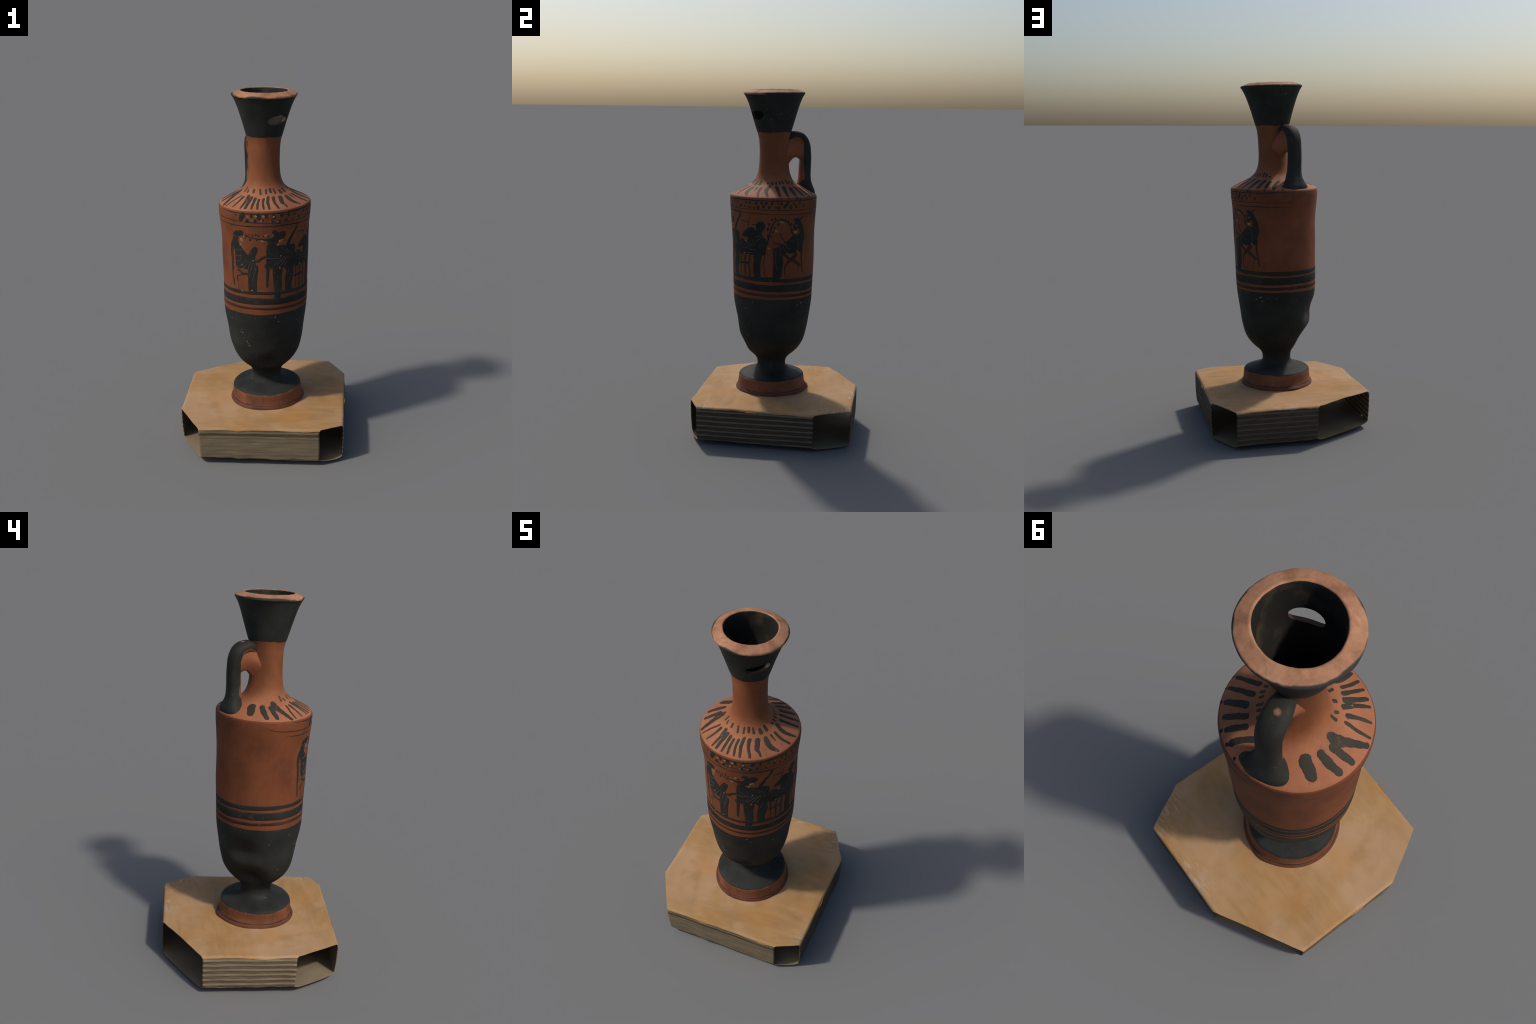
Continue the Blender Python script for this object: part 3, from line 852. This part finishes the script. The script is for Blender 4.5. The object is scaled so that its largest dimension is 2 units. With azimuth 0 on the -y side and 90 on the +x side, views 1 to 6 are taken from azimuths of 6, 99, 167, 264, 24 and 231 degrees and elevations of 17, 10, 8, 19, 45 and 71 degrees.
body, shoulder = part["body"], part["shoulder"]
painted("painted_seated_woman", SEATED_WOMAN, body)
painted("painted_standing_figure", STANDING_FIGURE, body)
painted("painted_reclining_figure", RECLINING_FIGURE, body)
painted("painted_couch", COUCH, body)
painted("painted_seated_elder", SEATED_ELDER, body)
painted("painted_folding_stool", FOLDING_STOOL, body)
painted("painted_vine", VINE, body)
painted("incised_drapery_lines", INCISED, body)["kind"] = "stuff"
for a, s, w in FRIEZE_DOTS + FRIEZE_DOTS_2:
    new_object("ivy_berry", dot_mesh("ivy_berry", a, s, w), body, MAT_PAINT)
for a, s, w in LEAVES + LEAVES_2:
    new_object("painted_leaf", dot_mesh("painted_leaf", a, s, w), body, MAT_PAINT)
for a, s, w in PALE_DOTS + PALE_DOTS_2:
    new_object("white_dab", dot_mesh("white_dab", a, s, w * .9, .9, .00068), body, MAT_PALE)
for k, (kind, pts) in enumerate(TONGUES + SHORT_TONGUES):
    new_object("tongue_stroke", stroke_mesh("tongue_stroke", [(a, s, w * 1.12) for a, s, w in pts], .12), shoulder, MAT_TONGUE)
for a, s, w in EDGE_DRIPS:
    new_object("slip_drip", dot_mesh("slip_drip", a, s, w), shoulder, MAT_PAINT)

# thin lines round the top of the picture field: they fade out behind the handle
def ring_line(name, a0, a1, knots, width, mat):
    A = np.arange(a0, a1 + .1, 4.0)
    f = pchip([k[0] for k in knots], [PROFILE.s_of_z(k[1]) * 1000 for k in knots])
    W = width * (1 + .25 * wobble(np.radians(A), int(a1 + width * 10), 6, .4)) * np.minimum(1, np.minimum((A - a0) / 25 + .2, (a1 - A) / 25 + .2))
    new_object(name, stroke_mesh(name, list(zip(A, f(A), W)), .05), body, mat)
ring_line("border_line", -152, 96, [(-152, 1.3885), (-130, 1.3835), (-96, 1.382), (-50, 1.3825), (5, 1.3795), (48, 1.379), (90, 1.385)], 6.0, MAT_PAINT)
ring_line("border_line", -183, 106, [(-183, 1.361), (-165, 1.345), (-119, 1.338), (-77, 1.332), (-46, 1.3285), (0, 1.328), (60, 1.3255), (106, 1.3265)], 4.6, MAT_BROWN)
ring_line("border_line", -160, 98, [(-160, 1.317), (-128, 1.3130), (-66, 1.3135), (-32, 1.3075), (13, 1.3035), (60, 1.3020), (98, 1.3005)], 5.0, MAT_PAINT)

# broad bands under the picture: they dip a little towards the right side
def band_dip(A):
    return -.0075 - .0070 * np.cos(A - math.radians(55))
def band(name, z_top, z_bot, mat, seed, grow_up=0.0, grow_down=0.0):
    A = np.arange(0, 721) / 720 * TAU
    up = z_top + band_dip(A) + .0011 * wobble(A, seed, 6, .5)
    dn = z_bot + band_dip(A) + .0011 * wobble(A, seed + 1, 6, .5)
    full = .5 * (1 + np.cos(A - math.radians(110)))     # heavier round the back
    up = up + grow_up * full
    dn = dn - grow_down * full
    lift = next_lift()
    rows = []
    for t, lf in ((0, -.0001), (.05, lift), (.35, lift), (.65, lift), (.95, lift), (1, -.0001)):
        rows.append(wall(A, PROFILE.s_of_z(dn + (up - dn) * t), np.full(len(A), lf)))
    m = len(A)
    F = [(i * m + j, i * m + j + 1, (i + 1) * m + j + 1, (i + 1) * m + j) for i in range(5) for j in range(m - 1)]
    new_object(name, mesh_from(name, np.concatenate(rows), F), body, mat)
band("glaze_band", .9465, .9295, MAT_PAINT, 51, 0.0, .0085)
band("glaze_band", .9085, .8705, MAT_PAINT, 53, .0035, .0025)
band("glaze_band", .8545, .8395, MAT_BROWN, 55, .001, .001)
# short drip joining the ground line to the band under the standing figure
new_object("slip_drip", stroke_mesh("slip_drip", [(-69, 845, 27), (-69, 815, 27), (-69, 800, 25)], .05), body, MAT_PAINT)

# irregular dark groove between the foot and its lower ring
for a0 in range(0, 360, 45):
    A = np.arange(a0, a0 + 46, 3.0)
    S0 = PROFILE.s_of_z(.2475) * 1000 + 1.6 * wobble(np.radians(A), 71, 6, .4)
    W = 4.5 + 2.2 * wobble(np.radians(A), 73, 6, .4)
    new_object("foot_groove", stroke_mesh("foot_groove", list(zip(A, S0, np.maximum(W, 1.5))), .1, cap=False), part["foot_side"], MAT_BROWN)
# small pale chips in the black glaze
CHIPS = [(-121.0, 590, 4.5), (-121.6, 609, 2.7), (-115.2, 536, 3.6), (-112.0, 511, 4.5), (-113.8, 522, 2.7), (-35.5, 646, 2.7), (-71.3, 694, 3.6), (-66.7, 664, 2.7), (55.1, 682, 5.4), (56.6, 660, 3.6), (47.6, 669, 2.7), (77.3, 678, 2.7), (53.2, 682, 4.5), (46.9, 672, 2.7), (-33.6, 647, 2.7), (-20.6, 690, 2.7), (-30.5, 554, 2.7), (-170.2, 624, 2.7), (-125.2, 590, 2.7), (-151.2, 462, 2.7), (120.0, 824, 2.7)]
for a, s, w in CHIPS:
    new_object("glaze_chip", dot_mesh("glaze_chip", a, s, w, 1.2, .0004), part["lower_body"], MAT_CHIP)

# rubbed spots along the top edge of the foot
edge_rng = np.random.default_rng(12)
for k in range(26):
    a = edge_rng.uniform(-180, 180)
    new_object("glaze_chip", dot_mesh("glaze_chip", a, float(PROFILE.s_of_z(.3065)) * 1000 + edge_rng.uniform(-2, 2),
               edge_rng.uniform(1.5, 4.0), .7, .0004), part["foot"], MAT_FOOT if k % 3 else MAT_CHIP)


# ------------------------------------------------------------------ the wooden plinth
plinth = bpy.data.objects.new("wooden_plinth", None)
bpy.context.scene.collection.objects.link(plinth)
plinth["label"] = "plywood block as a hollow scan shell, open where the scan lost its corners"
plinth["category"] = "plinth"

# eight top corners; sides run 0-1 front, 2-3 right, 4-5 back, 6-7 left, the corners between them, lost in the scan, stay open
TOP = [(-.325, -.464), (.336, -.464), (.466, -.400), (.470, .264), (.360, .466), (-.097, .467), (-.465, .257), (-.461, -.228)]
BOT = [(-.320, -.456), (.332, -.457), (.458, -.395), (.463, .260), (.354, .460), (-.095, .462), (-.459, .254), (-.455, -.224)]

def top_height(x, y):
    e = .2205 + .012 * math.exp(-((x - .02) ** 2 + (y + .04) ** 2) / .09)
    e -= .006 * max(0, x) * (1 if y > 0 else .4)
    e += .0045 * noise.noise(Vector((x * 5, y * 5, 1.3))) + .002 * noise.noise(Vector((x * 16, y * 16, 4.1)))
    return e

EDGE_R = .014
SIDES = [(0, 1), (2, 3), (4, 5), (6, 7)]
NSEG = 64
def edge_pts(poly, i, j, n):
    """points along an edge with a slightly ragged outline, shared by neighbouring panels"""
    (ax, ay), (bx, by) = poly[i], poly[j]
    L = math.hypot(bx - ax, by - ay); nx, ny = (by - ay) / L, -(bx - ax) / L
    out = []
    for k in range(n + 1):
        t = k / n
        w = .0030 * noise.noise(Vector((t * 9 * L, i * 3.1, .7))) * min(1, 8 * t, 8 * (1 - t))
        out.append((ax + (bx - ax) * t + nx * w, ay + (by - ay) * t + ny * w))
    return out

def sheet(name, poly, height, step=.016):
    ring = []
    for i in range(8):
        ring += edge_pts(poly, i, (i + 1) % 8, NSEG if i % 2 == 0 else 24)[:-1]
    pts = [Vector(p) for p in ring]
    n = len(pts)
    for d in (.0012, .003, .006, .010, .015):     # rings close to the rounded edges
        for k in range(0, n):
            p = ring[k]; a, b = ring[k - 1], ring[(k + 1) % n]
            tx, ty = b[0] - a[0], b[1] - a[1]; L = math.hypot(tx, ty)
            pts.append(Vector((p[0] - ty / L * d, p[1] + tx / L * d)))
    x = -.48
    while x < .48:
        y = -.48
        while y < .48:
            if inside((x, y), ring) and min(seg_dist((x, y), poly[i], poly[(i + 1) % 8]) for i in range(8)) > .022:
                pts.append(Vector((x, y)))
            y += step
        x += step
    r = delaunay_2d_cdt(pts, [(k, (k + 1) % n) for k in range(n)], [list(range(n))], 1, 1e-6)
    V = [(p.x, p.y, height(p.x, p.y)) for p in r[0]]
    F = [tuple(f) for f in r[2]]
    return mesh_from(name, V, F)

def side_dist(x, y, poly):
    return min(seg_dist((x, y), poly[i], poly[j]) for i, j in SIDES)

def top_z(x, y):
    d = side_dist(x, y, TOP)
    z = top_height(x, y)
    if d < EDGE_R:
        z -= EDGE_R - math.sqrt(max(0, EDGE_R ** 2 - (EDGE_R - d) ** 2))
    return z

def underside(x, y):
    """height of the ragged lower edge: the block does not sit quite flat"""
    return .0325 - .015 * x - .0075 * y

def bottom_z(x, y):
    d = min(seg_dist((x, y), BOT[i], BOT[(i + 1) % 8]) for i in range(8))
    ds = side_dist(x, y, BOT)
    z = underside(x, y) - .015 * (1 - math.exp(-ds / .02)) + .022 * (1 - math.exp(-d / .16)) + .004 * noise.noise(Vector((x * 6, y * 6, 3.1)))
    return max(0.0, z - .052 * math.exp(-((x * x + y * y) / .15 ** 2) ** 1.5))     # unseen dip added in the middle to reach the ground

def wood_material():
    m = Nodes("plywood_face")
    g = m.noise(5, 6, .6, m.mapping((1, 3.5, 1), rot=(0, 0, -.25)), .5)
    c = m.ramp(g, [(.28, (.285, .155, .058)), (.5, (.350, .198, .079)), (.74, (.410, .245, .106))])
    big = m.noise(3.2, 4, .5, m.mapping(loc=(2, 5, 0)))
    c = m.mix(m.ramp(big, [(.44, 0.0), (.64, .80)]), c, (.43, .265, .145))
    warm = m.noise(4.1, 4, .5, m.mapping(loc=(4, 8, 0)))
    c = m.mix(m.ramp(warm, [(.48, 0.0), (.66, .65)]), c, (.385, .190, .058))
    grey = m.noise(6, 5, .6, m.mapping(loc=(9, 1, 0)))
    c = m.mix(m.ramp(grey, [(.54, 0.0), (.72, .55)]), c, (.245, .150, .068))
    tick = m.noise(30, 3, .6, m.mapping((1, .35, 1), rot=(0, 0, .9)))
    c = m.mix(m.ramp(tick, [(.70, 0.0), (.77, .5)]), c, (.23, .14, .065))
    # chalky white smears by the missing corners and along two edges
    sm = m.noise(26, 6, .6, m.mapping((1, 3.5, 1), rot=(0, 0, .6)))
    spots = None
    for p, r in (((.42, .36, .22), .03), ((.35, .43, .22), .02), ((.10, .465, .21), .02), ((.46, -.37, .215), .0),
                 ((.02, .46, .21), .0),):
        d = m.near(p, r, .09)
        spots = d if spots is None else m.math('MAXIMUM', spots, d)
    mask = m.math('MULTIPLY', spots, m.ramp(sm, [(.46, 0.0), (.66, .70)]))
    c = m.mix(mask, c, (.44, .37, .32))
    m.bump(m.noise(40, 5, .6, m.mapping((1, 3, 1))), .15, .004)
    return m.done(c, .75, .25)

def ply_material(name, light, dark, period, duty, streak, upper=False):
    """stacked veneers: stripes by height, wavering along their length"""
    m = Nodes(name)
    z = m.xyz()[2]
    warp = m.noise(3, 3, .5)
    fine = m.noise(20, 4, .6, m.mapping((1, 1, 6)))
    zz = m.math('ADD', z, m.math('MULTIPLY', m.math('SUBTRACT', warp, .5), .010))
    zz = m.math('ADD', zz, m.math('MULTIPLY', m.math('SUBTRACT', fine, .5), .006))
    f = m.math('FRACT', m.math('DIVIDE', zz, period))
    tri = m.math('ABSOLUTE', m.math('SUBTRACT', f, .5))
    s = m.ramp(tri, [(duty - .06, 0.0), (duty + .06, 1.0)])
    grain = m.noise(12, 5, .65, m.mapping((1, 1, 14)))
    d = m.mix(m.ramp(grain, [(.35, 0.0), (.65, 1.0)]), dark, tuple(min(1, 1.7 * v) for v in dark))
    l = m.mix(m.ramp(grain, [(.35, 0.0), (.65, 1.0)]), light, tuple(.72 * v for v in light))
    fade = m.ramp(m.noise(4, 3, .5, m.mapping(loc=(4, 4, 1))), [(.3, streak), (.7, 1.0)])
    k = m.math('MULTIPLY', s, fade)
    if upper:       # only the top veneers stand out, the rest is one streaky weathered face
        up = m.ramp(m.math('ADD', zz, m.math('MULTIPLY', warp, .02)), [(.165, 0.0), (.180, 1.0)])
        mid = m.ramp(m.noise(9, 6, .7, m.mapping((1, 1, 9), (3, 3, 0))), [(.30, .40), (.70, .90)])
        k = m.mix(up, mid, s)
    c = m.mix(k, d, l)
    if upper:
        c = m.mix(m.math('MULTIPLY', up, m.ramp(s, [(.0, .75), (.6, 0.0)])), c, tuple(.45 * v for v in dark))
    m.bump(grain if upper else m.math('ADD', s, grain), .5, .004)
    return m.done(c, .85, .2)

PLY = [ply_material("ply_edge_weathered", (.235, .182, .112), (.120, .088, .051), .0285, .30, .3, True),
       ply_material("ply_edge_dark", (.21, .182, .132), (.050, .035, .024), .0285, .34, .8),
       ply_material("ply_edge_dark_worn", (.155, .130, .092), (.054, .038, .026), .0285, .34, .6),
       ply_material("ply_edge_striped", (.33, .262, .160), (.085, .057, .037), .0285, .27, .9)]
MAT_WOOD = wood_material()

def floor_material():
    m = Nodes("plinth_bottom_sheet")
    c = m.ramp(m.noise(4, 4, .5), [(.35, (.17, .130, .080)), (.65, (.24, .19, .122))])
    return m.done(c, .85, .2)

def shell(ob, t):
    md = ob.modifiers.new("board_thickness", 'SOLIDIFY')
    md.thickness = t
    md.offset = -1
    md.use_even_offset = False

top_board = new_object("top_board", sheet("top_board", TOP, top_z), plinth, MAT_WOOD)
shell(top_board, .004)
floor_me = sheet("bottom_sheet", BOT, bottom_z, .018)
floor_me.flip_normals()
bottom_sheet = new_object("bottom_sheet", floor_me, plinth, floor_material())  # sheet that closes the scan shell from below, no real board
shell(bottom_sheet, .003)

for si, (i, j) in enumerate(SIDES):
    te, be = edge_pts(TOP, i, j, NSEG), edge_pts(BOT, i, j, NSEG)
    nr = 40
    V, F = [], []
    (ax, ay), (bx, by) = TOP[i], TOP[j]
    L = math.hypot(bx - ax, by - ay); nx, ny = (by - ay) / L, -(bx - ax) / L
    for a in range(nr + 1):
        f = a / nr
        for b in range(NSEG + 1):
            zt = top_z(*te[b])
            zb = .010 * noise.noise(Vector((b / NSEG * L * 6, si * 7.3, 2.2))) + .005 * noise.noise(Vector((b / NSEG * L * 26, si, 5.2)))
            zb = underside(*be[b]) + zb * min(1, b / 6, (NSEG - b) / 6)
            z = zt + (zb - zt) * f
            g = f ** 3
            x = te[b][0] * (1 - g) + be[b][0] * g
            y = te[b][1] * (1 - g) + be[b][1] * g
            rel = (.0012 if si else .0003) * math.sin(z / .0285 * TAU) + .0022 * noise.noise(Vector((x * 8, y * 8, z * 30 + si))) \
                + .0010 * noise.noise(Vector((x * 14, y * 14, z * 160)))
            rel *= min(1, 6 * f, 10 * (1 - f)) * min(1, b / 4, (NSEG - b) / 4)
            V.append((x + nx * rel, y + ny * rel, z))
    W = NSEG + 1
    for a in range(nr):
        for b in range(NSEG):
            F.append((a * W + b, (a + 1) * W + b, (a + 1) * W + b + 1, a * W + b + 1))
    me = mesh_from("side_panel", V, F)
    ob = new_object("side_panel", me, plinth, PLY[si])
    shell(ob, .004)
